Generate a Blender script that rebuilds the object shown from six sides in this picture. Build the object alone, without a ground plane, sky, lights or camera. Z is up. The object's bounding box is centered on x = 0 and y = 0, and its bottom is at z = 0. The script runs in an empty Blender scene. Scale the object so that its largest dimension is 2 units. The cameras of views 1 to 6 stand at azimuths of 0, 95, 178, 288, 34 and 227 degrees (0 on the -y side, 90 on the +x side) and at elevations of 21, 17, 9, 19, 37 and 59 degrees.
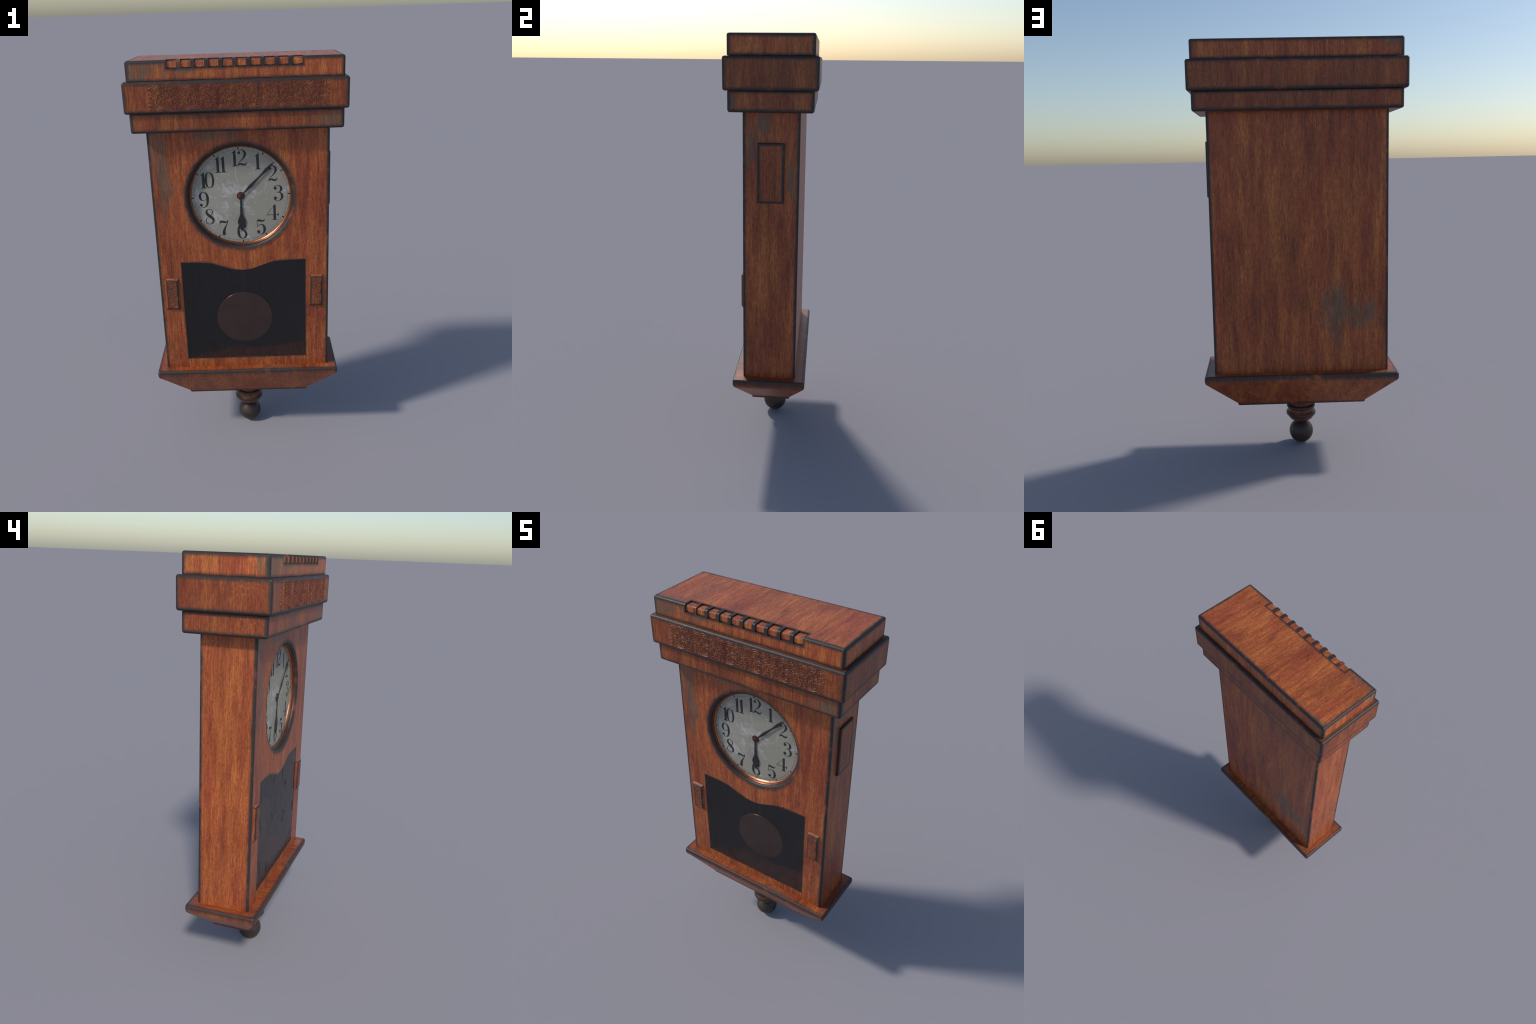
# A tall wooden wall clock: stepped crown with carved frieze, round recessed dial,
# shaped pendulum window, moulded base board and a turned finial.
import bpy, bmesh, math, random
import numpy as np
from mathutils import Vector, Matrix

rng = random.Random(7)
SCN = bpy.context.scene.collection

# ------------------------------------------------------------------ sizes (metres)
CROWN = dict(hx=.4865, hy=.1832, z0=1.905, z1=2.000)      # top board
FRIEZE = dict(hx=.5062, hy=.2012, z0=1.7710, z1=1.9108)    # wide board with the carving
UNDER = dict(hx=.4868, hy=.1838, z0=1.6815, z1=1.776)      # lower board of the crown
CASE = dict(hx=.4279, hy=.1256, z0=.410, z1=1.690)        # the tall case
FRONT = -CASE['hy']
DIAL_C, DIAL_R, HOLE_R, DIAL_Y = 1.352, .239, .2520, -.0932
FLARE, SINK = .0200, .0152            # the rounded lip of the dial recess
BASE_TOP = .418
WIN_HALF, WIN_Z0, WIN_Z1 = .312, .472, 1.022
NICHE_BACK = .013

# ------------------------------------------------------------------ node helpers
class Nodes:
    def __init__(self, name):
        self.mat = bpy.data.materials.new(name)
        self.mat.use_nodes = True
        self.t = self.mat.node_tree
        self.t.nodes.clear()

    def n(self, kind, **kw):
        node = self.t.nodes.new('ShaderNode' + kind)
        for k, v in kw.items():
            setattr(node, k, v)
        return node

    def put(self, sock, v):
        if isinstance(v, bpy.types.NodeSocket):
            self.t.links.new(v, sock)
        elif v is not None:
            if sock.type == 'RGBA' and len(v) == 3:
                v = (*v, 1)
            sock.default_value = v

    def math(self, op, a, b=None, c=None, clamp=False):
        m = self.n('Math', operation=op, use_clamp=clamp)
        for s, v in zip(m.inputs, (a, b, c)):
            self.put(s, v)
        return m.outputs[0]

    def vmath(self, op, a, b=None):
        m = self.n('VectorMath', operation=op)
        self.put(m.inputs[0], a)
        if b is not None:
            self.put(m.inputs[1], b)
        return m.outputs['Value'] if op in ('LENGTH', 'DOT_PRODUCT', 'DISTANCE') else m.outputs[0]

    def xyz(self, x, y, z):
        m = self.n('CombineXYZ')
        for s, v in zip(m.inputs, (x, y, z)):
            self.put(s, v)
        return m.outputs[0]

    def sep(self, v):
        m = self.n('SeparateXYZ')
        self.put(m.inputs[0], v)
        return m.outputs[0], m.outputs[1], m.outputs[2]

    def step(self, v, a, b, smooth=True):
        """0 at a, 1 at b (a may be larger than b)."""
        m = self.n('MapRange', interpolation_type='SMOOTHSTEP' if smooth else 'LINEAR')
        lo, hi, flip = (a, b, False) if a < b else (b, a, True)
        self.put(m.inputs['Value'], v)
        m.inputs['From Min'].default_value, m.inputs['From Max'].default_value = lo, hi
        m.inputs['To Min'].default_value, m.inputs['To Max'].default_value = (1, 0) if flip else (0, 1)
        return m.outputs[0]

    def noise(self, vec, scale, detail=3, rough=.55, dist=0):
        m = self.n('TexNoise')
        self.put(m.inputs['Vector'], vec)
        m.inputs['Scale'].default_value = scale
        m.inputs['Detail'].default_value = detail
        m.inputs['Roughness'].default_value = rough
        m.inputs['Distortion'].default_value = dist
        return m.outputs['Fac']

    def ramp(self, fac, stops):
        m = self.n('ValToRGB')
        el = m.color_ramp.elements
        while len(el) < len(stops):
            el.new(.5)
        for e, (p, c) in zip(el, stops):
            e.position, e.color = p, (*c, 1)
        self.put(m.inputs[0], fac)
        return m.outputs[0]

    def mix(self, f, a, b, mode='MIX'):
        m = self.n('Mix', data_type='RGBA', blend_type=mode)
        m.clamp_factor = True
        self.put(m.inputs[0], f)
        self.put(m.inputs[6], a)
        self.put(m.inputs[7], b)
        return m.outputs[2]

    def bsdf(self, **kw):
        b = self.n('BsdfPrincipled')
        for k, v in kw.items():
            self.put(b.inputs[k.replace('_', ' ')], v)
        return b

    def out(self, sock):
        o = self.n('OutputMaterial')
        self.t.links.new(sock, o.inputs['Surface'])
        return self.mat

    def bump(self, h, strength, dist=.001):
        b = self.n('Bump')
        b.inputs['Strength'].default_value = strength
        b.inputs['Distance'].default_value = dist
        self.put(b.inputs['Height'], h)
        return b.outputs[0]


# wood colours (linear)
DARK_RED, MID_RED, LIGHT_RED = (.140, .026, .011), (.262, .053, .018), (.390, .088, .026)
DARK_GOLD, MID_GOLD, GOLD = (.185, .045, .013), (.320, .086, .022), (.455, .145, .033)
CHAR = (.023, .0212, .0205)
GREY = (.150, .115, .078)


def wood(name, seed, half=None, centre=(0, 0, 0), edge=(.0050, .0240), wear=(), orange=(), extra=None,
         per_object=False, tone=1.0, char_amount=1.0, flank_shading=0.0):
    """Stained wood; grain runs up the sides and front-to-back on level faces.
    half/centre: the board's box; its worn, blackened edges follow that box.
    wear: grey bleached patches, orange: rubbed bright patches, as (x, y, z, rx, ry, rz)."""
    k = Nodes(name)
    tc = k.n('TexCoord')
    P = tc.outputs['Object']
    _, _, nz = k.sep(tc.outputs['Normal'])
    flat = k.math('GREATER_THAN', k.math('ABSOLUTE', nz), .85)
    shift = (seed * 3.17, seed * 1.71, seed * 2.39)
    Q = k.vmath('ADD', P, shift)
    if per_object:
        r = k.n('ObjectInfo').outputs['Random']
        Q = k.vmath('ADD', Q, k.xyz(k.math('MULTIPLY', r, 31.), k.math('MULTIPLY', r, 17.), k.math('MULTIPLY', r, 23.)))

    def grain(g):
        return k.vmath('MULTIPLY', Q, k.mix(flat, (1, 1, g), (1, g, 1)))

    mottle = k.noise(grain(.22), 11, 4, .55, .4)
    streak = k.noise(grain(.10), 46, 4, .60, .3)
    fibre = k.noise(grain(.07), 230, 3, .6)
    pore = k.noise(grain(.10), 300, 2, .5)
    v = k.math('ADD', k.math('MULTIPLY', mottle, .66), k.math('MULTIPLY', streak, .56))
    v = k.math('ADD', v, -.12)
    # two stains lie over each other: reddish and golden, in long soft bands
    tint = k.math('ADD', k.math('MULTIPLY', k.noise(grain(.16), 14, 3, .55, .3), .75), k.math('MULTIPLY', streak, .25))
    reddish = k.ramp(v, [(.26, DARK_RED), (.48, MID_RED), (.72, LIGHT_RED)])
    golden = k.ramp(v, [(.26, DARK_GOLD), (.48, MID_GOLD), (.72, GOLD)])
    col = k.mix(k.step(tint, .34, .66), reddish, golden)
    fib = k.math('ADD', k.math('MULTIPLY', k.step(fibre, .28, .72), .54), .73)
    por = k.math('SUBTRACT', 1.0, k.math('MULTIPLY', k.step(pore, .58, .74), .34))
    speckle = k.math('ADD', .80, k.math('MULTIPLY', k.step(k.noise(grain(.35), 190, 2, .6), .30, .70), .46))
    fp = k.math('MULTIPLY', k.math('MULTIPLY', k.math('MULTIPLY', fib, por), speckle), tone)
    col = k.mix(1.0, col, k.xyz(fp, fp, fp), 'MULTIPLY')

    ragged = k.noise(grain(.16), 34, 5, .65, .5)

    def patches(lst):
        total = None
        for (x, y, z, rx, ry, rz) in lst:
            d = k.vmath('LENGTH', k.vmath('DIVIDE', k.vmath('SUBTRACT', P, (x, y, z)), (rx, ry, rz)))
            d = k.math('ADD', d, k.math('MULTIPLY', k.math('SUBTRACT', ragged, .5), 3.4))
            m = k.step(d, 1.15, .55)
            total = m if total is None else k.math('MAXIMUM', total, m)
        return total

    if wear:
        w = patches(wear)
        w = k.math('MULTIPLY', w, k.math('ADD', .40, k.math('MULTIPLY', k.step(streak, .38, .62), .42)))
        col = k.mix(w, col, k.mix(k.step(fibre, .35, .65), (.085, .066, .047), GREY))
    if orange:
        speck = k.step(k.noise(Q, 95, 3, .6), .48, .62)
        col = k.mix(k.math('MULTIPLY', patches(orange), k.math('MULTIPLY', speck, .38)), col, (.50, .135, .035))

    if flank_shading:       # relief shading painted into the colour where the carving slopes
        _, ny, _ = k.sep(tc.outputs['Normal'])
        col = k.mix(k.math('MULTIPLY', k.step(k.math('ABSOLUTE', ny), .97, .80), flank_shading), col, CHAR)

    # blackened edges
    e = None
    wob = k.math('MULTIPLY', k.math('SUBTRACT', k.noise(Q, 30, 4, .6), .5), .010)
    if half:
        ax, ay, az = k.sep(k.vmath('SUBTRACT', half, k.vmath('ABSOLUTE', k.vmath('SUBTRACT', P, centre))))
        e = k.math('MAXIMUM', k.math('MINIMUM', ax, ay), k.math('MINIMUM', k.math('MAXIMUM', ax, ay), az))
    if extra:
        x = extra(k, P)
        e = x if e is None else k.math('MINIMUM', e, x)
    rough = k.math('ADD', .28, k.math('MULTIPLY', mottle, .22))
    if e is not None:
        ch = k.step(k.math('ADD', e, wob), edge[1], edge[0])
        # a few rubbed places where the black has gone
        rub = k.step(k.noise(k.vmath('MULTIPLY', Q, (1, 1, 1)), 9, 3, .6), .58, .76)
        ch = k.math('MULTIPLY', ch, k.math('SUBTRACT', char_amount, k.math('MULTIPLY', rub, .60)))
        col = k.mix(ch, col, CHAR)
        rough = k.math('ADD', rough, k.math('MULTIPLY', ch, .13))
    h = k.math('ADD', k.math('MULTIPLY', fibre, .6), k.math('MULTIPLY', por, .5))
    b = k.bsdf(Base_Color=col, Roughness=rough, Specular_IOR_Level=.5, Normal=k.bump(h, .22, .0012))
    return k.out(b.outputs[0])


def box_args(b, drop_z=False):
    c = (0, 0, (b['z0'] + b['z1']) / 2)
    return dict(half=(b['hx'], b['hy'], 9. if drop_z else (b['z1'] - b['z0']) / 2), centre=c)


# extra edge distances ------------------------------------------------
NOTCH_X0, NOTCH_PITCH, NOTCH_W, NOTCH_N, NOTCH_DEPTH, NOTCH_Z = -.3015, .06165, .0450, 10, .047, .0358


def notch_row(k, P):
    """small inside and round the row of notches on the crown's front edge."""
    x, y, z = k.sep(P)
    mid = NOTCH_X0 + (NOTCH_PITCH * (NOTCH_N - 1) + NOTCH_W) / 2
    hw = (NOTCH_PITCH * (NOTCH_N - 1) + NOTCH_W) / 2
    dx = k.math('SUBTRACT', k.math('ABSOLUTE', k.math('SUBTRACT', x, mid)), hw + .0015)
    dy = k.math('SUBTRACT', y, -CROWN['hy'] + NOTCH_DEPTH)
    dz = k.math('SUBTRACT', CROWN['z1'] - NOTCH_Z, z)
    d = k.math('MAXIMUM', dx, k.math('MAXIMUM', dy, dz))
    return k.math('ADD', k.math('MAXIMUM', d, 0), .0075)


def case_edges(k, P):
    x, y, z = k.sep(P)
    r = k.vmath('LENGTH', k.xyz(x, 0, k.math('SUBTRACT', z, DIAL_C)))
    ring = k.math('MULTIPLY', k.math('MAXIMUM', k.math('SUBTRACT', r, HOLE_R - .004), 0.), .52)
    wx = k.math('SUBTRACT', k.math('ABSOLUTE', x), WIN_HALF)
    top = k.math('ADD', WIN_Z1 - .0245, k.math('MULTIPLY', k.math('COSINE', k.math('MULTIPLY', x, 15.)), -.0245))
    top = k.math('MAXIMUM', top, k.math('MULTIPLY', k.step(x, -.20, -.21), WIN_Z1))
    top = k.math('MAXIMUM', top, k.math('MULTIPLY', k.step(x, .20, .21), WIN_Z1))
    wz = k.math('MAXIMUM', k.math('SUBTRACT', z, top), k.math('SUBTRACT', WIN_Z0, z))
    win = k.math('ADD', k.math('ABSOLUTE', k.math('MAXIMUM', wx, wz)), .0105)
    win = k.math('ADD', win, k.step(y, FRONT + .004, FRONT + .006))
    ring = k.math('ADD', ring, k.step(y, FRONT + .030, FRONT + .032))
    return k.math('MINIMUM', ring, win)


# ------------------------------------------------------------------ mesh helpers
def obj_from_bm(name, bm, mat, parent, smooth=32, mats=None):
    bmesh.ops.recalc_face_normals(bm, faces=bm.faces)
    me = bpy.data.meshes.new(name)
    bm.to_mesh(me)
    bm.free()
    return finish(name, me, mat, parent, smooth)


def finish(name, me, mat, parent, smooth=32):
    if mat:
        me.materials.append(mat)
    if smooth:
        me.polygons.foreach_set('use_smooth', [True] * len(me.polygons))
        me.set_sharp_from_angle(angle=math.radians(smooth))
    o = bpy.data.objects.new(name, me)
    SCN.objects.link(o)
    o.parent = parent
    return o


def flatten_shading(o):
    m = o.modifiers.new('flat_faces', 'WEIGHTED_NORMAL')
    m.weight, m.keep_sharp = 100, True
    return o


def bm_box(x0, x1, y0, y1, z0, z1, bevel=0, seg=4, select=None):
    bm = bmesh.new()
    bmesh.ops.create_cube(bm, size=1)
    for v in bm.verts:
        v.co = Vector((x0 + (v.co.x + .5) * (x1 - x0), y0 + (v.co.y + .5) * (y1 - y0), z0 + (v.co.z + .5) * (z1 - z0)))
    if bevel:
        edges = [e for e in bm.edges if select is None or select(e)]
        bmesh.ops.bevel(bm, geom=edges, offset=bevel, segments=seg, profile=.5, affect='EDGES')
    return bm


def prism(outline, y0, y1):
    """closed outline of (x, z) pushed from y0 to y1."""
    bm = bmesh.new()
    a = [bm.verts.new((x, y0, z)) for x, z in outline]
    b = [bm.verts.new((x, y1, z)) for x, z in outline]
    bm.faces.new(a)
    bm.faces.new(b[::-1])
    n = len(a)
    for i in range(n):
        j = (i + 1) % n
        bm.faces.new((a[j], a[i], b[i], b[j]))
    return bm


def lathe_y(profile, cx, cz, seg=128):
    """profile of (radius, y), turned round the axis along y; open ends with r > 0 stay open."""
    bm = bmesh.new()
    rings = []
    for r, y in profile:
        rings.append([bm.verts.new((cx + r * math.sin(2 * math.pi * i / seg), y, cz + r * math.cos(2 * math.pi * i / seg)))
                      for i in range(seg)] if r > 1e-6 else [bm.verts.new((cx, y, cz))])
    for a, b in zip(rings, rings[1:]):
        for i in range(seg):
            j = (i + 1) % seg
            q = [a[i % len(a)], a[j % len(a)], b[j % len(b)], b[i % len(b)]]
            q = list(dict.fromkeys(q))
            if len(q) > 2:
                bm.faces.new(q)
    return bm


def lathe_z(profile, seg=64):
    bm = bmesh.new()
    rings = []
    for r, z in profile:
        rings.append([bm.verts.new((r * math.cos(2 * math.pi * i / seg), r * math.sin(2 * math.pi * i / seg), z))
                      for i in range(seg)] if r > 1e-6 else [bm.verts.new((0, 0, z))])
    for a, b in zip(rings, rings[1:]):
        for i in range(seg):
            j = (i + 1) % seg
            q = list(dict.fromkeys([a[i % len(a)], a[j % len(a)], b[j % len(b)], b[i % len(b)]]))
            if len(q) > 2:
                bm.faces.new(q)
    for ring in (rings[0], rings[-1]):
        if len(ring) > 2:
            bm.faces.new(ring)
    return bm


def carve(bm, cutters):
    """bm minus each cutter, returned as a mesh."""
    def tmp(b):
        bmesh.ops.recalc_face_normals(b, faces=b.faces)
        me = bpy.data.meshes.new('tmp')
        b.to_mesh(me)
        b.free()
        o = bpy.data.objects.new('tmp', me)
        SCN.objects.link(o)
        return o
    base = tmp(bm)
    cuts = [tmp(c) for c in cutters]
    for c in cuts:
        m = base.modifiers.new('cut', 'BOOLEAN')
        m.operation, m.solver, m.object = 'DIFFERENCE', 'EXACT', c
    bpy.context.view_layer.update()
    me = bpy.data.meshes.new_from_object(base.evaluated_get(bpy.context.evaluated_depsgraph_get()))
    for o in [base] + cuts:
        d = o.data
        bpy.data.objects.remove(o)
        bpy.data.meshes.remove(d)
    me.materials.clear()
    return me


def spline(pts, n=10):
    """Catmull-Rom through points of any dimension."""
    p = np.array(pts, float)
    p = np.vstack([2 * p[0] - p[1], p, 2 * p[-1] - p[-2]])
    t = np.linspace(0, 1, n, endpoint=False)[:, None]
    out = [(.5 * (2 * b + (c - a) * t + (2 * a - 5 * b + 4 * c - d) * t ** 2 + (3 * b - a - 3 * c + d) * t ** 3))
           for a, b, c, d in zip(p, p[1:], p[2:], p[3:])]
    return np.vstack(out + [p[-2:-1]])


# ------------------------------------------------------------------ the clock
root = bpy.data.objects.new('wall_clock', None)
SCN.objects.link(root)
root['label'] = 'antique wooden wall clock with carved crown and pendulum window'
root['category'] = 'wall clock'

# ---- crown: three stepped boards
mat_crown = wood('crown_wood', 1, **box_args(CROWN), extra=notch_row, tone=1.15,
                 wear=[(-.43, -.18, 1.965, .17, .05, .07), (-.46, .18, 1.985, .10, .04, .035), (-.22, -.18, 1.955, .07, .03, .016)],
                 orange=[(.42, .0, 1.95, .09, .25, .06)])
NR = .010
crown = bm_box(-CROWN['hx'], CROWN['hx'], -CROWN['hy'], CROWN['hy'], CROWN['z0'], CROWN['z1'], NR, 5)
cutters = []
for i in range(NOTCH_N):
    x = NOTCH_X0 + i * NOTCH_PITCH
    cutters.append(bm_box(x, x + NOTCH_W, -CROWN['hy'] - .02, -CROWN['hy'] + NOTCH_DEPTH, CROWN['z1'] - NOTCH_Z, CROWN['z1'] + .02))
crown_me = carve(crown, cutters)
crown_o = flatten_shading(finish('crown_board', crown_me, mat_crown, root))

# dentils: small rounded blocks sunk into the notches
mat_dentil = wood('dentil_wood', 11, half=(9., .0208, .0158), edge=(.0020, .0070), per_object=True, tone=1.3)
SET = .0055
dw, dd, dh = NOTCH_W - .0016, NOTCH_DEPTH - SET - .0008, NOTCH_Z - SET - .0008
den = bm_box(-dw / 2, dw / 2, -dd / 2, dd / 2, -dh / 2, dh / 2, .007, 4,
             select=lambda e: all(v.co.y < 0 and v.co.z > 0 for v in e.verts))
dentil = flatten_shading(obj_from_bm('dentil', den, mat_dentil, crown_o))
for i in range(NOTCH_N):
    o = dentil if i == 0 else dentil.copy()
    if i:
        SCN.objects.link(o)
    o.location = (NOTCH_X0 + i * NOTCH_PITCH + NOTCH_W / 2, -CROWN['hy'] + SET + dd / 2, CROWN['z1'] - SET - dh / 2)

mat_frieze = wood('frieze_wood', 2, **box_args(FRIEZE), edge=(.0050, .0230), orange=[(-.50, -.10, 1.88, .04, .10, .06), (-.10, .2, 1.87, .16, .03, .06)], tone=.76)
frieze_o = flatten_shading(obj_from_bm('frieze_board', bm_box(-FRIEZE['hx'], FRIEZE['hx'], -FRIEZE['hy'], FRIEZE['hy'], FRIEZE['z0'], FRIEZE['z1'], .011, 5), mat_frieze, root))

mat_under = wood('under_board_wood', 3, **box_args(UNDER), wear=[(.44, -.181, 1.715, .12, .04, .045)],
                 orange=[(-.484, -.12, 1.72, .03, .06, .05)], tone=.80)
flatten_shading(obj_from_bm('under_board', bm_box(-UNDER['hx'], UNDER['hx'], -UNDER['hy'], UNDER['hy'], UNDER['z0'], UNDER['z1'], .011, 5), mat_under, root))

# ---- carved scrolls on the frieze: relief computed from spirals, vines and leaves
FX0, FX1, FZ0, FZ1, TILES = -.401, .424, 1.7825, 1.8985, 6


def scroll_lines(rnd):
    """polylines in one repeat, u over its width 1, v over its height .85 (same unit)."""
    out = []

    def spiral(cu, cv, r, turns, start, sign, w=.016):
        t = np.linspace(0, 1, 60)
        a = start + sign * turns * 2 * np.pi * t
        rr = r * (1 - .86 * t)
        out.append((np.c_[cu + rr * np.cos(a), cv + rr * np.sin(a)], w))

    def vine(pts, w=.017):
        out.append((spline(pts, 14), w))

    def leaf(u, v, ang, size, w=.012):
        for s in (-1, 1):
            t = np.linspace(0, 1, 14)
            x, y = size * t, s * size * .30 * np.sin(np.pi * t)
            out.append((np.c_[u + x * math.cos(ang) - y * math.sin(ang), v + x * math.sin(ang) + y * math.cos(ang)], w))

    spiral(.12, .63, .115, 1.6, 2.6, 1)
    spiral(.62, .60, .150, 1.9, 1.2, -1)
    spiral(.12, .22, .105, 1.5, -2.4, -1)
    spiral(.62, .25, .145, 1.9, 1.5, 1)
    vine([(-.02, .46), (.10, .50), (.24, .58), (.34, .74), (.48, .82), (.66, .78), (.77, .66)])
    vine([(.02, .41), (.14, .455), (.28, .53), (.38, .69), (.50, .765), (.60, .76)], .012)
    vine([(.40, .04), (.55, .035), (.70, .08), (.80, .22), (.90, .36), (1.02, .43)])
    vine([(.44, .085), (.56, .08), (.67, .125), (.76, .25), (.86, .40), (.98, .46)], .012)
    vine([(.06, .78), (.14, .82), (.26, .79), (.34, .83)], .012)
    vine([(.02, .05), (.12, .10), (.22, .05), (.32, .08)], .012)
    vine([(.52, .42), (.64, .415), (.76, .44)], .013)
    vine([(.50, .455), (.64, .45), (.76, .48)], .010)
    vine([(.36, .30), (.35, .42), (.40, .54)], .012)
    for u, v, a, s in ((.88, .72, 1.9, .13), (.90, .66, .7, .12), (.86, .60, -.6, .13), (.82, .78, 2.6, .10), (.95, .55, 1.2, .13),
                       (.30, .46, 1.9, .11), (.24, .37, -1.5, .12), (.30, .30, -.9, .12), (.38, .20, 2.2, .12), (.44, .55, -.7, .10),
                       (.92, .26, -.4, .10), (.86, .16, .3, .11), (.93, .10, 1.1, .12), (.78, .10, -.3, .10), (.02, .33, .9, .10),
                       (.05, .52, .4, .09), (.24, .68, 2.4, .10), (.50, .68, -2.2, .09), (.72, .52, -.2, .10), (.28, .14, 2.8, .11)):
        leaf(u, v, a, s)
    for _ in range(170):
        cu, cv = rnd.choice([(.12, .63), (.62, .60), (.12, .22), (.62, .25), (.88, .66), (.90, .2), (rnd.random(), rnd.uniform(.1, .75)), (.36, .3), (.98, .5)])
        a = rnd.uniform(0, 6.28)
        r = rnd.uniform(.02, .19)
        leaf(cu + r * math.cos(a), cv + r * math.sin(a), a + rnd.uniform(.5, 1.4), rnd.uniform(.04, .085), .010)
    return out


def relief(lines, nu, nv, unit_v):
    """height field of ridges along the lines on an nu by nv grid over 1 x unit_v, wrapping in u."""
    h = np.zeros((nv, nu))
    du, dv = 1 / nu, unit_v / nv
    for pts, w in lines:
        w = w * .55
        seg = np.hypot(*(np.diff(pts, axis=0).T))
        pos = np.r_[0, np.cumsum(seg)]
        s = np.linspace(0, pos[-1], max(4, int(pos[-1] / .004)))
        for pu, pv in np.c_[np.interp(s, pos, pts[:, 0]), np.interp(s, pos, pts[:, 1])]:
            iu0, iu1 = int((pu - 1.6 * w) / du), int((pu + 1.6 * w) / du) + 1
            iv0, iv1 = max(0, int((pv - 1.6 * w) / dv)), min(nv, int((pv + 1.6 * w) / dv) + 2)
            if iv1 <= iv0:
                continue
            U, V = np.meshgrid((np.arange(iu0, iu1) + .5) * du, (np.arange(iv0, iv1) + .5) * dv)
            b = np.clip(1.25 - np.hypot(U - pu, V - pv) / w, 0, 1)
            b = b * b * (3 - 2 * b)
            idx = np.arange(iu0, iu1) % nu
            h[iv0:iv1, idx] = np.maximum(h[iv0:iv1, idx], b)
    return h


NU, NV = 250, 212
tile_h = relief(scroll_lines(random.Random(5)), NU, NV, .845)
full = np.tile(tile_h, (1, TILES))
uu = (np.arange(full.shape[1]) + .5) / full.shape[1]
vv = (np.arange(NV) + .5) / NV
# scalloped ends and a soft margin above and below
wavy = .010 * np.sin(vv * 40)[:, None]
fade = np.clip((np.minimum(uu[None], 1 - uu[None]) + wavy - .010) / .012, 0, 1) * np.clip(np.minimum(vv, 1 - vv)[:, None] / .03, 0, 1)
depth = (-.0003 + .0022 * full) * fade - .0006 * (1 - fade)
xs = FX0 + uu * (FX1 - FX0)
zs = FZ0 + vv * (FZ1 - FZ0)
X, Z = np.meshgrid(xs, zs)
Y = -FRIEZE['hy'] - depth


def grid_mesh(name, X, Y, Z):
    nv, nu = X.shape
    me = bpy.data.meshes.new(name)
    verts = np.stack([X, Y, Z], -1).reshape(-1, 3)
    i = np.arange(nv * nu).reshape(nv, nu)
    f = np.stack([i[:-1, :-1], i[:-1, 1:], i[1:, 1:], i[1:, :-1]], -1).reshape(-1, 4)
    me.vertices.add(len(verts))
    me.vertices.foreach_set('co', verts.ravel())
    me.loops.add(f.size)
    me.loops.foreach_set('vertex_index', f.ravel())
    me.polygons.add(len(f))
    me.polygons.foreach_set('loop_start', np.arange(0, f.size, 4))
    me.update(calc_edges=True)
    return me


mat_carving = wood('carved_wood', 2, **box_args(FRIEZE), edge=(.0050, .0230), tone=.84, flank_shading=.30)
carving = finish('carved_scrollwork', grid_mesh('carved_scrollwork', X, Y, Z), mat_carving, frieze_o, 0)
carving.data.polygons.foreach_set('use_smooth', [True] * len(carving.data.polygons))
carving['kind'] = 'stuff'

# ---- the case, with a round dial recess and a shaped window niche
wave = spline([(WIN_HALF, WIN_Z1), (.170, 1.0165), (.106, 1.001), (.048, .980), (-.004, .9735), (-.058, .980), (-.116, .998), (-.180, 1.016), (-WIN_HALF, WIN_Z1)], 7)
window_outline = [(-WIN_HALF, WIN_Z0), (WIN_HALF, WIN_Z0)] + [tuple(p) for p in wave]
mat_case = wood('case_wood', 4, tone=1.06, **box_args(CASE, True), edge=(.0055, .0200), extra=case_edges,
                wear=[(-.39, -.124, 1.60, .055, .03, .11), (-.37, -.124, 1.43, .04, .03, .15), (-.09, -.124, 1.655, .12, .03, .035),
                      (.425, -.035, 1.63, .03, .035, .05), (.425, -.09, 1.53, .03, .03, .10), (.425, .088, 1.39, .03, .03, .07),
                      (-.17, .124, .70, .085, .03, .15), (-.30, .124, .70, .10, .03, .07)],
                orange=[(.40, -.11, .86, .03, .05, .10)])
case = bm_box(-CASE['hx'], CASE['hx'], FRONT, CASE['hy'], CASE['z0'], CASE['z1'], .0065, 4,
              select=lambda e: abs(e.verts[0].co.z - e.verts[1].co.z) > .5)
hole = lathe_y([(0, FRONT - .05), (HOLE_R + FLARE, FRONT - .05), (HOLE_R + FLARE, DIAL_Y + .006), (0, DIAL_Y + .006)], 0, DIAL_C, 160)
niche = prism(window_outline, FRONT - .05, NICHE_BACK)
case_o = flatten_shading(finish('case', carve(case, [hole, niche]), mat_case, root))

lip = [(HOLE_R + FLARE * (1 - math.cos(t)), FRONT + SINK * (1 - math.sin(t))) for t in np.linspace(math.pi / 2, 0, 14)]
obj_from_bm('dial_surround', lathe_y(lip + [(HOLE_R, DIAL_Y + .006), (HOLE_R + FLARE, DIAL_Y + .006)], 0, DIAL_C, 160), mat_case, case_o, 50)

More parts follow.
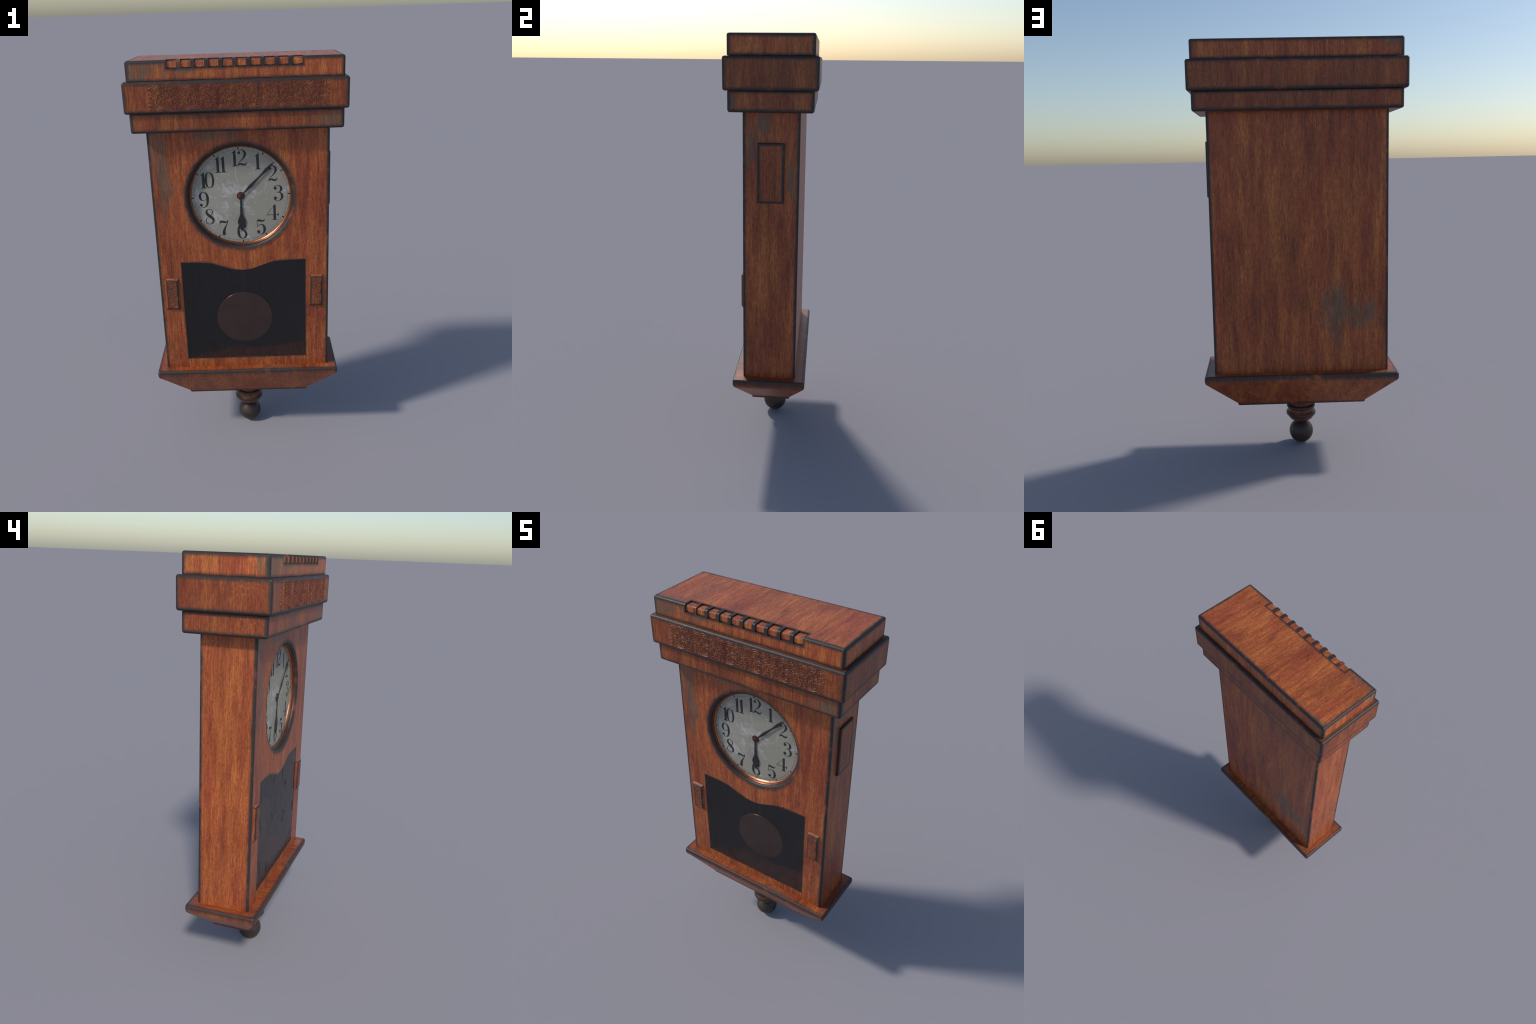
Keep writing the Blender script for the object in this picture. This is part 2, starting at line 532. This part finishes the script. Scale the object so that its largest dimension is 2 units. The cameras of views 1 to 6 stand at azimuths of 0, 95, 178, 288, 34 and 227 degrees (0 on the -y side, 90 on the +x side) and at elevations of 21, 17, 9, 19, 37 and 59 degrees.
# inner lining of the niche, near black
k = Nodes('dark_lining')
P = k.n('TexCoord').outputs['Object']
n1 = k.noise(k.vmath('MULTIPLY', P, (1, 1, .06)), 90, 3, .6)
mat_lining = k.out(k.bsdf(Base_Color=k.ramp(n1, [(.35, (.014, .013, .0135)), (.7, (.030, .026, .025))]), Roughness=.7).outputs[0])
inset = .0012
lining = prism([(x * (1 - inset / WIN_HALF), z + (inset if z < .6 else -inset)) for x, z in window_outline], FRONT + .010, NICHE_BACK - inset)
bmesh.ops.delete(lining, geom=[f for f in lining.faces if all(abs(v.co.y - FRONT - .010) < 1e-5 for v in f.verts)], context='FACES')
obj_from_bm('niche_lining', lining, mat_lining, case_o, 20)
mat_floor = wood('niche_floor_wood', 5, tone=.55)
obj_from_bm('niche_floor', bm_box(-WIN_HALF + .003, WIN_HALF - .003, FRONT + .011, NICHE_BACK - .003, WIN_Z0 + .0005, WIN_Z0 + .0030), mat_floor, case_o)

# side panel, on one flank only
mat_panel = wood('side_panel_wood', 6, half=(.020, .0590, .1330), centre=(.419, 0, 1.417), edge=(.0060, .0165), tone=.84)
flatten_shading(obj_from_bm('side_panel', bm_box(.420, .4390, -.0590, .0590, 1.2840, 1.5500, .0042, 4), mat_panel, case_o))

# carved corner blocks left and right of the window
mat_block = wood('block_wood', 7, tone=.95)


def block_edges(k, P):
    x, y, z = k.sep(P)
    dx = k.math('SUBTRACT', .0262, k.math('ABSOLUTE', x))
    dz = k.math('SUBTRACT', .0755, k.math('ABSOLUTE', z))
    face = k.math('MAXIMUM', k.math('MULTIPLY', k.math('ABSOLUTE', k.math('MINIMUM', dx, dz)), 1.), k.math('MULTIPLY', k.math('ADD', y, .004), 1.2))
    # the four mitred corners
    sx = k.math('SUBTRACT', k.math('ABSOLUTE', x), .0262)
    sz = k.math('SUBTRACT', k.math('ABSOLUTE', z), .0755)
    mitre = k.math('ADD', k.math('ABSOLUTE', k.math('SUBTRACT', sx, sz)), k.math('MULTIPLY', k.math('MAXIMUM', k.math('MULTIPLY', sx, -1.), 0.), 4.))
    return k.math('MINIMUM', k.math('MULTIPLY', face, 1.0), mitre)


mat_block = wood('block_wood', 7, extra=block_edges, edge=(.0018, .0064), per_object=True, tone=.95)
def knob_dark(k, P):
    x, y, z = k.sep(P)
    rim = k.math('MINIMUM', k.math('SUBTRACT', .0262, k.math('ABSOLUTE', x)), k.math('SUBTRACT', .0755, k.math('ABSOLUTE', z)))
    pit = k.math('MULTIPLY', k.step(k.noise(P, 210, 3, .6), .46, .58), .02)
    return k.math('MINIMUM', rim, k.math('ADD', pit, .0022))


mat_knob = wood('knob_wood', 10, extra=knob_dark, edge=(.0008, .0055), per_object=True, tone=.85)
bm = bmesh.new()
PROT = .0112
loops = []
for hx, hz, y in ((.0370, .0862, .004), (.0370, .0862, 0), (.0262, .0755, -PROT)):
    loops.append([bm.verts.new((sx * hx, y, sz * hz)) for sx, sz in ((-1, -1), (1, -1), (1, 1), (-1, 1))])
for a, b in zip(loops, loops[1:]):
    for i in range(4):
        bm.faces.new((a[i], a[(i + 1) % 4], b[(i + 1) % 4], b[i]))
bm.faces.new(loops[-1])
block_me = None
nr = np.random.default_rng(3)
bw, bh = 44, 124
gx, gz = np.linspace(-.0260, .0260, bw), np.linspace(-.0753, .0753, bh)
BX, BZ = np.meshgrid(gx, gz)
bump = np.zeros_like(BX)
for _ in range(430):                                   # crowded little knobs and curls
    cx, cz, r = nr.uniform(-.027, .027), nr.uniform(-.077, .077), nr.uniform(.0022, .0048)
    d = np.hypot(BX - cx, BZ - cz) / r
    bump = np.maximum(bump, np.clip(1 - d * d, 0, 1) * nr.uniform(.4, 1))
rim = np.clip(np.minimum(.0262 - abs(BX), .0755 - abs(BZ)) / .004, 0, 1)
BY = -PROT - .0002 - .0011 * bump * rim
for i, cx in enumerate((-.366, .3655)):
    if i == 0:
        blk = obj_from_bm('corner_block', bm, mat_block, case_o, 20)
        knob = finish('block_carving', grid_mesh('block_carving', BX, BY, BZ), mat_knob, blk, 0)
        knob.data.polygons.foreach_set('use_smooth', [True] * len(knob.data.polygons))
        knob['kind'] = 'stuff'
        blk.parent = root
    else:
        nb = blk.copy()
        SCN.objects.link(nb)
        kk = knob.copy()
        SCN.objects.link(kk)
        kk.parent = nb
        blk = nb
    blk.location = (cx, FRONT, .8500)

# ---- bezel: two copper steps inside the recess
k = Nodes('copper')
P = k.n('TexCoord').outputs['Object']
spots = k.noise(P, 30, 4, .6, .4)
fine = k.noise(P, 160, 3, .6)
tarnish = k.step(spots, .52, .64)
col = k.mix(k.math('MULTIPLY', tarnish, .75), k.ramp(fine, [(.3, (.36, .145, .075)), (.7, (.54, .24, .13))]), (.17, .055, .026))
b = k.bsdf(Base_Color=col, Metallic=k.math('SUBTRACT', 1.0, k.math('MULTIPLY', tarnish, .45)), Roughness=k.math('ADD', .28, k.math('MULTIPLY', fine, .18)))
mat_copper = k.out(b.outputs[0])

k = Nodes('tarnished_copper')
P = k.n('TexCoord').outputs['Object']
fine = k.noise(P, 60, 4, .6)
col = k.ramp(fine, [(.3, (.10, .028, .012)), (.7, (.22, .060, .023))])
mat_tarnish = k.out(k.bsdf(Base_Color=col, Metallic=.7, Roughness=.38).outputs[0])

k = Nodes('dark_groove')
mat_groove = k.out(k.bsdf(Base_Color=(.02, .017, .017), Roughness=.5).outputs[0])

E0 = FRONT + SINK
bezel_rim = lathe_y([(HOLE_R + .0006, E0 - .0004), (HOLE_R - .0008, E0 - .0012), (HOLE_R - .0018, E0 + .0002), (HOLE_R - .0034, E0 + .0034),
                     (HOLE_R - .0052, E0 + .0044), (HOLE_R - .0056, E0 + .0054), (HOLE_R + .0003, E0 + .0054)], 0, DIAL_C, 160)
bezel_o = obj_from_bm('bezel', bezel_rim, mat_tarnish, root, 40)
obj_from_bm('bezel_groove', lathe_y([(HOLE_R - .0005, E0 + .0055), (HOLE_R - .0058, E0 + .0055), (HOLE_R - .0072, E0 + .0082), (HOLE_R - .0005, E0 + .0082)], 0, DIAL_C, 160), mat_groove, bezel_o)
obj_from_bm('bezel_inner_ring', lathe_y([(HOLE_R - .0005, E0 + .0083), (HOLE_R - .0072, E0 + .0083), (HOLE_R - .0086, E0 + .0096),
                                         (DIAL_R + .0008, E0 + .0146), (DIAL_R, DIAL_Y - .0003)], 0, DIAL_C, 160), mat_copper, bezel_o, 40)

# ---- dial
TILT = math.radians(1.1)


def dial_xz(u, w):
    """dial coordinates (u right, w up, dial turned slightly) to x, z."""
    return (u * math.cos(TILT) - w * math.sin(TILT), DIAL_C - .0015 + u * math.sin(TILT) + w * math.cos(TILT))


k = Nodes('aged_dial')
P = k.n('TexCoord').outputs['Object']
x, y, z = k.sep(P)
blot = k.noise(P, 11, 5, .62, .5)
finen = k.noise(P, 70, 4, .65)
near_left = k.step(k.vmath('LENGTH', k.vmath('DIVIDE', k.vmath('SUBTRACT', P, (-.07, 0, 1.34)), (.15, 1, .10))), 1.5, .3)
dust = k.step(k.math('ADD', k.math('ADD', k.math('MULTIPLY', blot, .75), k.math('MULTIPLY', finen, .35)), k.math('MULTIPLY', near_left, .10)), .60, .76)
vor = k.n('TexVoronoi')
k.put(vor.inputs['Vector'], P)
vor.inputs['Scale'].default_value = 46
sp = k.step(vor.outputs['Distance'], .16, .06)
keep = k.math('GREATER_THAN', k.sep(vor.outputs['Color'])[0], .62)
dust = k.math('MAXIMUM', k.math('MULTIPLY', dust, .75), k.math('MULTIPLY', k.math('MULTIPLY', sp, keep), .8))
lx = k.math('ABSOLUTE', k.math('SUBTRACT', x, k.math('ADD', -.0245, k.math('MULTIPLY', k.math('SUBTRACT', 1.56, z), .045))))
line = k.math('MULTIPLY', k.step(lx, .0017, .0004), k.math('MULTIPLY', k.step(z, 1.412, 1.418), k.step(z, 1.555, 1.535)))
dust = k.math('MAXIMUM', dust, k.math('MULTIPLY', line, .6))
cream = k.ramp(k.noise(P, 6, 3), [(.35, (.285, .268, .220)), (.65, (.340, .324, .278))])
grime = k.step(k.noise(P, 26, 4, .7), .70, .78)
col = k.mix(k.math('MULTIPLY', grime, .35), cream, (.17, .15, .12))
col = k.mix(k.math('MULTIPLY', dust, .9), col, (.54, .53, .53))
mat_dial = k.out(k.bsdf(Base_Color=col, Roughness=.6, Specular_IOR_Level=.35).outputs[0])
dial_o = obj_from_bm('dial', lathe_y([(0, DIAL_Y), (DIAL_R + .004, DIAL_Y), (DIAL_R + .004, DIAL_Y + .003), (0, DIAL_Y + .003)], 0, DIAL_C, 160), mat_dial, root)

k = Nodes('black_paint')
P = k.n('TexCoord').outputs['Object']
mat_ink = k.out(k.bsdf(Base_Color=k.ramp(k.noise(P, 60, 4, .6), [(.4, (.013, .013, .014)), (.75, (.032, .033, .035))]), Roughness=.6).outputs[0])
k = Nodes('faded_ink')
mat_faint = k.out(k.bsdf(Base_Color=(.065, .065, .062), Roughness=.6).outputs[0])


class Flat:
    """thin raised shapes on the dial; each piece sits a hair prouder than the last."""
    def __init__(self, y, thick=.0004, hair=.00004):
        self.bm, self.y, self.t, self.k, self.hair = bmesh.new(), y, thick, 0, hair

    def poly(self, pts, loop2=None):
        y1 = self.y - self.t - self.k * self.hair
        self.k += 1
        if loop2 is None:
            a = [self.bm.verts.new((x, y1, z)) for x, z in pts]
            b = [self.bm.verts.new((x, self.y, z)) for x, z in pts]
            self.bm.faces.new(a)
            for i in range(len(a)):
                j = (i + 1) % len(a)
                self.bm.faces.new((a[j], a[i], b[i], b[j]))
        return y1

    def ribbon(self, left, right, closed=False):
        y1 = self.y - self.t - self.k * self.hair
        self.k += 1
        V = lambda p, y: self.bm.verts.new((p[0], y, p[1]))
        L, R = [V(p, y1) for p in left], [V(p, y1) for p in right]
        L0, R0 = [V(p, self.y) for p in left], [V(p, self.y) for p in right]
        n = len(L)
        for i in range(n if closed else n - 1):
            j = (i + 1) % n
            for q in ((L[i], L[j], R[j], R[i]), (L0[i], L0[j], L[j], L[i]), (R[i], R[j], R0[j], R0[i])):
                self.bm.faces.new(q)
        if not closed:
            self.bm.faces.new((L[0], R[0], R0[0], L0[0]))
            self.bm.faces.new((L[-1], L0[-1], R0[-1], R[-1]))


def stroke(fl, place, pts, closed=False):
    """a pen stroke through (x, y, width) points, thick and thin like a printed Didone figure."""
    if closed:
        q = spline(pts[-3:] + pts + pts[:3], 9)[27:-27 + 0]
        q = q[:len(pts) * 9]
    else:
        q = spline(pts, 9)
    c, w = q[:, :2], np.maximum(q[:, 2], .012)
    t = np.gradient(c, axis=0) if not closed else (np.roll(c, -1, 0) - np.roll(c, 1, 0))
    t /= np.maximum(np.hypot(*t.T), 1e-9)[:, None]
    nrm = np.c_[-t[:, 1], t[:, 0]]
    fl.ribbon([place(*p) for p in c + nrm * w[:, None] / 2], [place(*p) for p in c - nrm * w[:, None] / 2], closed)


def ball(fl, place, x, y, r):
    fl.poly([place(x + r * math.cos(a), y + r * math.sin(a)) for a in np.linspace(0, 2 * math.pi, 28, endpoint=False)])


SIX = dict(strokes=[[(.20, .90, .025), (.12, .97, .03), (-.02, .985, .04), (-.15, .90, .08), (-.22, .72, .13), (-.245, .50, .155), (-.235, .30, .155), (-.16, .10, .10),
                     (0, .014, .028), (.16, .10, .10), (.225, .28, .15), (.17, .48, .10), (.02, .565, .028), (-.13, .50, .025), (-.17, .42, .02)]],
           balls=[(.17, .84, .085)])
FIGURES = {
    '0': dict(loops=[[(0, .988, .022), (-.165, .86, .10), (-.225, .5, .135), (-.165, .14, .10), (0, .012, .022), (.165, .14, .10), (.225, .5, .135), (.165, .86, .10)]]),
    '1': dict(polys=[[(-.08, .02), (.08, .02), (.08, .995), (.05, .995), (-.165, .825), (-.165, .80), (-.08, .825)],
                     [(-.17, 0), (.17, 0), (.17, .022), (.08, .055), (-.08, .055), (-.17, .022)]]),
    '2': dict(strokes=[[(-.235, .80, .02), (-.19, .92, .028), (-.06, .985, .032), (.08, .95, .07), (.185, .82, .14), (.19, .68, .15), (.10, .50, .085), (-.05, .34, .045), (-.19, .20, .03), (-.265, .05, .028)],
                       [(-.265, .025, .035), (-.20, .10, .085), (-.08, .125, .105), (.06, .075, .12), (.18, .075, .09), (.245, .14, .045), (.275, .235, .02)]],
              balls=[(-.165, .815, .088)]),
    '3': dict(strokes=[[(-.27, .83, .025), (-.21, .94, .028), (-.06, .985, .03), (.08, .955, .06), (.175, .85, .13), (.175, .71, .14), (.09, .59, .06), (-.03, .545, .025), (-.11, .50, .02)],
                       [(-.06, .53, .02), (.07, .535, .04), (.185, .44, .12), (.225, .29, .155), (.17, .11, .10), (.02, .015, .03), (-.14, .03, .03), (-.255, .10, .03), (-.285, .20, .025)]],
              balls=[(-.185, .815, .095), (-.195, .185, .10)]),
    '4': dict(polys=[[(.07, .02), (.225, .02), (.225, .985), (.19, 1.0), (.14, .985), (.07, .88)],
                     [(-.01, 0), (.305, 0), (.305, .02), (.225, .05), (.07, .05), (-.01, .02)],
                     [(.10, .93), (.14, .985), (-.325, .365), (-.365, .345)],
                     [(-.365, .325), (.36, .335), (.36, .362), (-.365, .352)],
                     [(.345, .24), (.365, .24), (.40, .335), (.385, .47), (.365, .47), (.33, .345)]]),
    '5': dict(strokes=[[(-.23, .895, .14), (-.13, .915, .13), (.02, .875, .125), (.14, .88, .085), (.21, .94, .04), (.235, 1.0, .02)],
                       [(-.25, .51, .02), (-.16, .60, .025), (-.02, .645, .04), (.11, .59, .10), (.19, .44, .15), (.195, .26, .155), (.12, .08, .09), (-.02, .014, .03), (-.16, .04, .028), (-.255, .12, .028), (-.275, .20, .02)]],
              polys=[[(-.275, .96), (-.245, .90), (-.235, .50), (-.262, .50)]],
              balls=[(-.185, .165, .098)]),
    '6': SIX,
    '7': dict(strokes=[[(-.255, .86, .10), (-.17, .90, .13), (-.04, .885, .135), (.10, .85, .11), (.20, .88, .06), (.265, .99, .025)],
                       [(.265, 1.0, .02), (.235, .84, .03), (.12, .62, .06), (.02, .42, .12), (-.035, .22, .17), (-.045, .0, .19)]],
              polys=[[(-.275, .97), (-.255, .97), (-.215, .88), (-.235, .80), (-.275, .70)]]),
    '8': dict(loops=[[(0, .988, .028), (-.145, .92, .085), (-.185, .78, .13), (-.10, .63, .165), (.04, .51, .175), (.17, .38, .16), (.215, .24, .13), (.15, .07, .075), (-.02, .012, .026),
                      (-.19, .07, .045), (-.245, .23, .05), (-.17, .42, .03), (0, .535, .022), (.13, .645, .035), (.19, .79, .05), (.135, .93, .04)]]),
}


def nine(d):
    return dict(strokes=[[(-x, 1 - y, w) for x, y, w in s] for s in d['strokes']], balls=[(-x, 1 - y, r) for x, y, r in d['balls']])


FIGURES['9'] = nine(SIX)
# where each figure stands on the dial: figure, centre u, centre w
H = .0785
NUMERALS = {'12': [('1', -.0190, .187), ('2', .0160, .187)], '1': [('1', .0905, .1665)], '2': [('2', .1594, .1045)], '3': [('3', .1836, .0050)],
            '4': [('4', .1500, -.0915)], '5': [('5', .0929, -.1625)], '6': [('6', -.0018, -.1815)], '7': [('7', -.0904, -.1585)],
            '8': [('8', -.1587, -.0983)], '9': [('9', -.1817, -.0103)], '10': [('1', -.1760, .0860), ('0', -.1467, .0860)],
            '11': [('1', -.1015, .1598), ('1', -.0755, .1598)]}
for text, parts in NUMERALS.items():
    fl = Flat(DIAL_Y)
    for fig, cu, cw in parts:
        place = lambda x, y, cu=cu, cw=cw: dial_xz(cu + x * H, cw + (y - .5) * H)
        d = FIGURES[fig]
        for s in d.get('strokes', ()):
            stroke(fl, place, s)
        for s in d.get('loops', ()):
            stroke(fl, place, s, True)
        for p in d.get('polys', ()):
            fl.poly([place(*q) for q in p])
        for bx, by, br in d.get('balls', ()):
            ball(fl, place, bx, by, br)
    obj_from_bm('numeral', fl.bm, mat_ink, dial_o, 0)

track = Flat(DIAL_Y, .0002, .000005)
TR = .2275
ring = lambda r: [dial_xz(r * math.sin(a), r * math.cos(a)) for a in np.linspace(0, 2 * math.pi, 180, endpoint=False)]
track.ribbon(ring(TR - .00045), ring(TR + .00045), True)


def radial_bar(fl, a, r0, r1, w):
    s, c = math.sin(a), math.cos(a)
    fl.poly([dial_xz(r * s + o * c, r * c - o * s) for r, o in ((r0, -w / 2), (r1, -w / 2), (r1, w / 2), (r0, w / 2))])


for i in range(60):
    if i % 5:
        radial_bar(track, math.radians(6 * i), TR, DIAL_R + .0005, .0009)
tr = obj_from_bm('minute_track', track.bm, mat_faint, dial_o, 0)
tr['kind'] = 'stuff'
hm = Flat(DIAL_Y, .00025, .00001)
radial_bar(hm, 0, .2290, .2385, .0062)
first = obj_from_bm('hour_mark', hm.bm, mat_ink, dial_o, 0)
for i in range(1, 12):
    o = first.copy()
    SCN.objects.link(o)
    c = Vector((0, 0, DIAL_C - .0015))
    o.matrix_local = Matrix.Translation(c) @ Matrix.Rotation(math.radians(30 * i), 4, 'Y') @ Matrix.Translation(-c)

# ---- hands and hub
k = Nodes('blackened_steel')
P = k.n('TexCoord').outputs['Object']
mat_hand = k.out(k.bsdf(Base_Color=(.022, .023, .026), Roughness=.45, Metallic=.2).outputs[0])


def hand(name, prof, angle, y0, y1):
    """prof: (distance from the hub, half width); lies between y0 (back) and y1 (front)."""
    q = spline(prof, 8)
    side = [(w, r) for r, w in q] + [(-w, r) for r, w in q[::-1]]
    s, c = math.sin(angle), math.cos(angle)
    bm = prism([dial_xz(w * c + r * s, r * c - w * s) for w, r in side], y0, y1)
    return obj_from_bm(name, bm, mat_hand, root, 0)


hand('minute_hand', [(.006, .0030), (.022, .0028), (.045, .0052), (.070, .0074), (.095, .0060), (.125, .0040), (.150, .0046), (.176, .0074), (.200, .0060), (.229, .0012)],
     math.atan2(.1658, .1582), DIAL_Y - .0050, DIAL_Y - .0066)
hand('hour_hand', [(.006, .0042), (.030, .0042), (.070, .0056), (.092, .0064), (.106, .0110), (.127, .0193), (.142, .0180), (.150, .0140), (.157, .0155), (.163, .0120), (.172, .0070), (.178, .0040)],
     math.radians(180.9), DIAL_Y - .0030, DIAL_Y - .0046)
k = Nodes('hub_copper')
P = k.n('TexCoord').outputs['Object']
r = k.vmath('LENGTH', k.vmath('MULTIPLY', k.vmath('SUBTRACT', P, (0, 0, DIAL_C - .0015)), (1, 0, 1)))
col = k.mix(k.step(r, .0135, .0165), k.mix(k.step(k.noise(P, 180, 3), .4, .6), (.20, .045, .017), (.11, .028, .013)), (.025, .021, .020))
col = k.mix(k.step(r, .0075, .006), col, (.07, .024, .015))
mat_hub = k.out(k.bsdf(Base_Color=col, Metallic=.35, Roughness=.42).outputs[0])
hub = lathe_y([(0, DIAL_Y - .0085), (.0045, DIAL_Y - .0085), (.0060, DIAL_Y - .0078), (.0065, DIAL_Y - .0048), (.0150, DIAL_Y - .0040), (.0185, DIAL_Y - .0030),
               (.0195, DIAL_Y - .0012), (.0195, DIAL_Y + .0005), (0, DIAL_Y + .0005)], 0, DIAL_C - .0015, 64)
obj_from_bm('hub', hub, mat_hub, root, 40)

# ---- pendulum behind the glass
PEND_X, PEND_Y, PEND_Z, PEND_R = -.006, -.050, .671, .1475
k = Nodes('pendulum_copper')
P = k.n('TexCoord').outputs['Object']
n1 = k.noise(P, 14, 4, .6)
col = k.ramp(n1, [(.35, (.30, .15, .10)), (.65, (.42, .22, .15))])
mat_bob = k.out(k.bsdf(Base_Color=col, Metallic=.8, Roughness=.24).outputs[0])
prof = [(0, PEND_Y - .008), (PEND_R - .012, PEND_Y - .007)]
prof += [(PEND_R - .006 + .006 * math.cos(a), PEND_Y + .006 * math.sin(a)) for a in np.linspace(-math.pi / 2, math.pi / 2, 9)]
prof += [(PEND_R - .012, PEND_Y + .007), (0, PEND_Y + .008)]
pend = obj_from_bm('pendulum', lathe_y(prof, PEND_X, PEND_Z, 96), mat_bob, root, 40)
rods = bmesh.new()
for dx in (-.0048, .0048):
    m = Matrix.Translation((PEND_X + dx, PEND_Y + .001, (PEND_Z + PEND_R + .972) / 2 - .003))
    bmesh.ops.create_cone(rods, cap_ends=True, segments=16, radius1=.0014, radius2=.0014, depth=.972 - PEND_Z - PEND_R + .012, matrix=m)
obj_from_bm('pendulum_rod', rods, mat_bob, pend, 40)

# ---- smoky, dusty pane
k = Nodes('dusty_glass')
P = k.n('TexCoord').outputs['Object']
Q = k.vmath('MULTIPLY', k.vmath('ADD', P, k.xyz(0, 0, 0)), (1, 1, .55))
stain = k.step(k.noise(Q, 13, 5, .62, .6), .53, .66)
rgh = k.math('ADD', .17, k.math('MULTIPLY', stain, .28))
film = k.bsdf(Base_Color=k.mix(stain, (.022, .022, .024), (.038, .029, .024)), Roughness=rgh, Specular_IOR_Level=k.math('SUBTRACT', .8, k.math('MULTIPLY', stain, .40)))
clear = k.n('BsdfTransparent')
clear.inputs[0].default_value = (.80, .78, .78, 1)
m = k.n('MixShader')
facing = k.n('LayerWeight').outputs['Facing']
k.put(m.inputs[0], k.math('ADD', .50, k.math('MULTIPLY', k.math('POWER', facing, 4.), .45)))
k.t.links.new(clear.outputs[0], m.inputs[1])
k.t.links.new(film.outputs[0], m.inputs[2])
mat_glass = k.out(m.outputs[0])
GY = FRONT + .0010
pane = prism([(x * .9985, z + (.0004 if z < .6 else -.0004)) for x, z in window_outline], GY, GY + .003)
bmesh.ops.delete(pane, geom=[f for f in pane.faces if all(abs(v.co.y - GY - .003) < 1e-6 for v in f.verts)], context='FACES')
obj_from_bm('window_pane', pane, mat_glass, root, 20)

# ---- base board: rounded top edge, tapering to a smaller foot
def base_ring(hx, hy, z, r, n=6):
    out = []
    for sx, sy, a0 in ((1, 1, 0), (-1, 1, 90), (-1, -1, 180), (1, -1, 270)):
        for i in range(n + 1):
            a = math.radians(a0 + 90 * i / n)
            out.append((sx * (hx - r) + r * math.cos(a), sy * (hy - r) + r * math.sin(a), z))
    return out


BX, BYY = .4755, .1735
prof = [(-.010, .4195, .006), (-.006, .4188, .009), (-.0025, .4165, .011), (-.0006, .4125, .012), (0, .4075, .012), (0, .3965, .012),
        (-.0004, .3900, .012), (-.0020, .3835, .0115), (-.0055, .3780, .011), (-.0100, .3735, .010)]
rows = [(BX + d, BYY + d, z, r) for d, z, r in prof]
rows += [(.3205, .0972, .2545, .006), (.3197, .0964, .2530, .006), (.3180, .0947, .2455, .005), (.3155, .0924, .2425, .004)]
bm = bmesh.new()
rings = [[bm.verts.new(p) for p in base_ring(*r)] for r in rows]
for a, b in zip(rings, rings[1:]):
    for i in range(len(a)):
        j = (i + 1) % len(a)
        bm.faces.new((a[i], a[j], b[j], b[i]))
bm.faces.new(rings[0])
bm.faces.new(rings[-1])


def base_edges(k, P):
    x, y, z = k.sep(P)
    ax = k.math('SUBTRACT', BX, k.math('ABSOLUTE', x))
    ay = k.math('SUBTRACT', BYY, k.math('ABSOLUTE', y))
    az = k.math('ABSOLUTE', k.math('SUBTRACT', .4195, z))
    rim = k.math('MAXIMUM', k.math('MINIMUM', ax, ay), k.math('MULTIPLY', az, .47))
    corner = k.math('MAXIMUM', k.math('MAXIMUM', ax, ay), 0)
    foot = k.math('ADD', k.math('ABSOLUTE', k.math('SUBTRACT', z, .2445)), .004)
    return k.math('MINIMUM', k.math('MINIMUM', rim, k.math('ADD', corner, .002)), foot)


mat_base = wood('base_wood', 8, extra=base_edges, edge=(.0045, .0200), char_amount=.90, wear=[(.15, -.165, .415, .12, .03, .03), (-.40, -.165, .40, .06, .03, .03), (-.42, .165, .40, .10, .03, .03)],
                orange=[(.42, .165, .40, .12, .03, .03), (.43, -.165, .385, .10, .03, .04)], tone=.95)
flatten_shading(obj_from_bm('base_board', bm, mat_base, root, 40))

# ---- turned finial
mat_turn = wood('turned_wood', 9, tone=.62)
k = Nodes('ebonised_wood')
P = k.n('TexCoord').outputs['Object']
n1 = k.noise(P, 22, 4, .6)
col = k.ramp(n1, [(.35, (.030, .022, .018)), (.55, (.044, .028, .021)), (.72, (.066, .032, .020))])
mat_ebony = k.out(k.bsdf(Base_Color=col, Roughness=k.math('ADD', .36, k.math('MULTIPLY', n1, .2))).outputs[0])


def torus_bits(r0, r1, zc, h, n=9, a0=-90, a1=90):
    return [(r0 + (r1 - r0) * math.cos(math.radians(a)), zc - h * math.sin(math.radians(a))) for a in np.linspace(a0, a1, n)]


fin = obj_from_bm('finial', lathe_z([(.061, .250), (.0600, .235), (.0590, .214), (.0600, .198), (.0600, .1978), (.0600, .150), (.0600, .138)]), mat_turn, root, 40)
obj_from_bm('turned_ring', lathe_z([(.0590, .2095), (.0668, .2092)] + torus_bits(.0655, .0730, .2000, .0090)[1:-1] + [(.0655, .1912), (.0590, .1910)]), mat_ebony, fin, 40)
obj_from_bm('turned_collar', lathe_z([(.0590, .1908), (.0655, .1905), (.0660, .1780), (.0700, .1745), (.0715, .1725), (.0590, .1722)]), mat_turn, fin, 40)
obj_from_bm('turned_ring', lathe_z([(.0590, .1720), (.0715, .1720)] + torus_bits(.0690, .0757, .1620, .0100)[1:-1] + [(.0660, .1505), (.0590, .1500)]), mat_ebony, fin, 40)
obj_from_bm('turned_foot', lathe_z([(.0590, .1498), (.0655, .1495), (.0625, .1400), (.0580, .1335), (.0460, .1285), (.0320, .1240), (.0265, .1200), (.0250, .1130), (.0250, .1060)]), mat_turn, fin, 40)
BALL_R = .0610
obj_from_bm('ball', lathe_z([(BALL_R * math.sin(a), BALL_R - BALL_R * math.cos(a)) for a in np.linspace(0, math.pi, 33)]), mat_ebony, fin, 40)
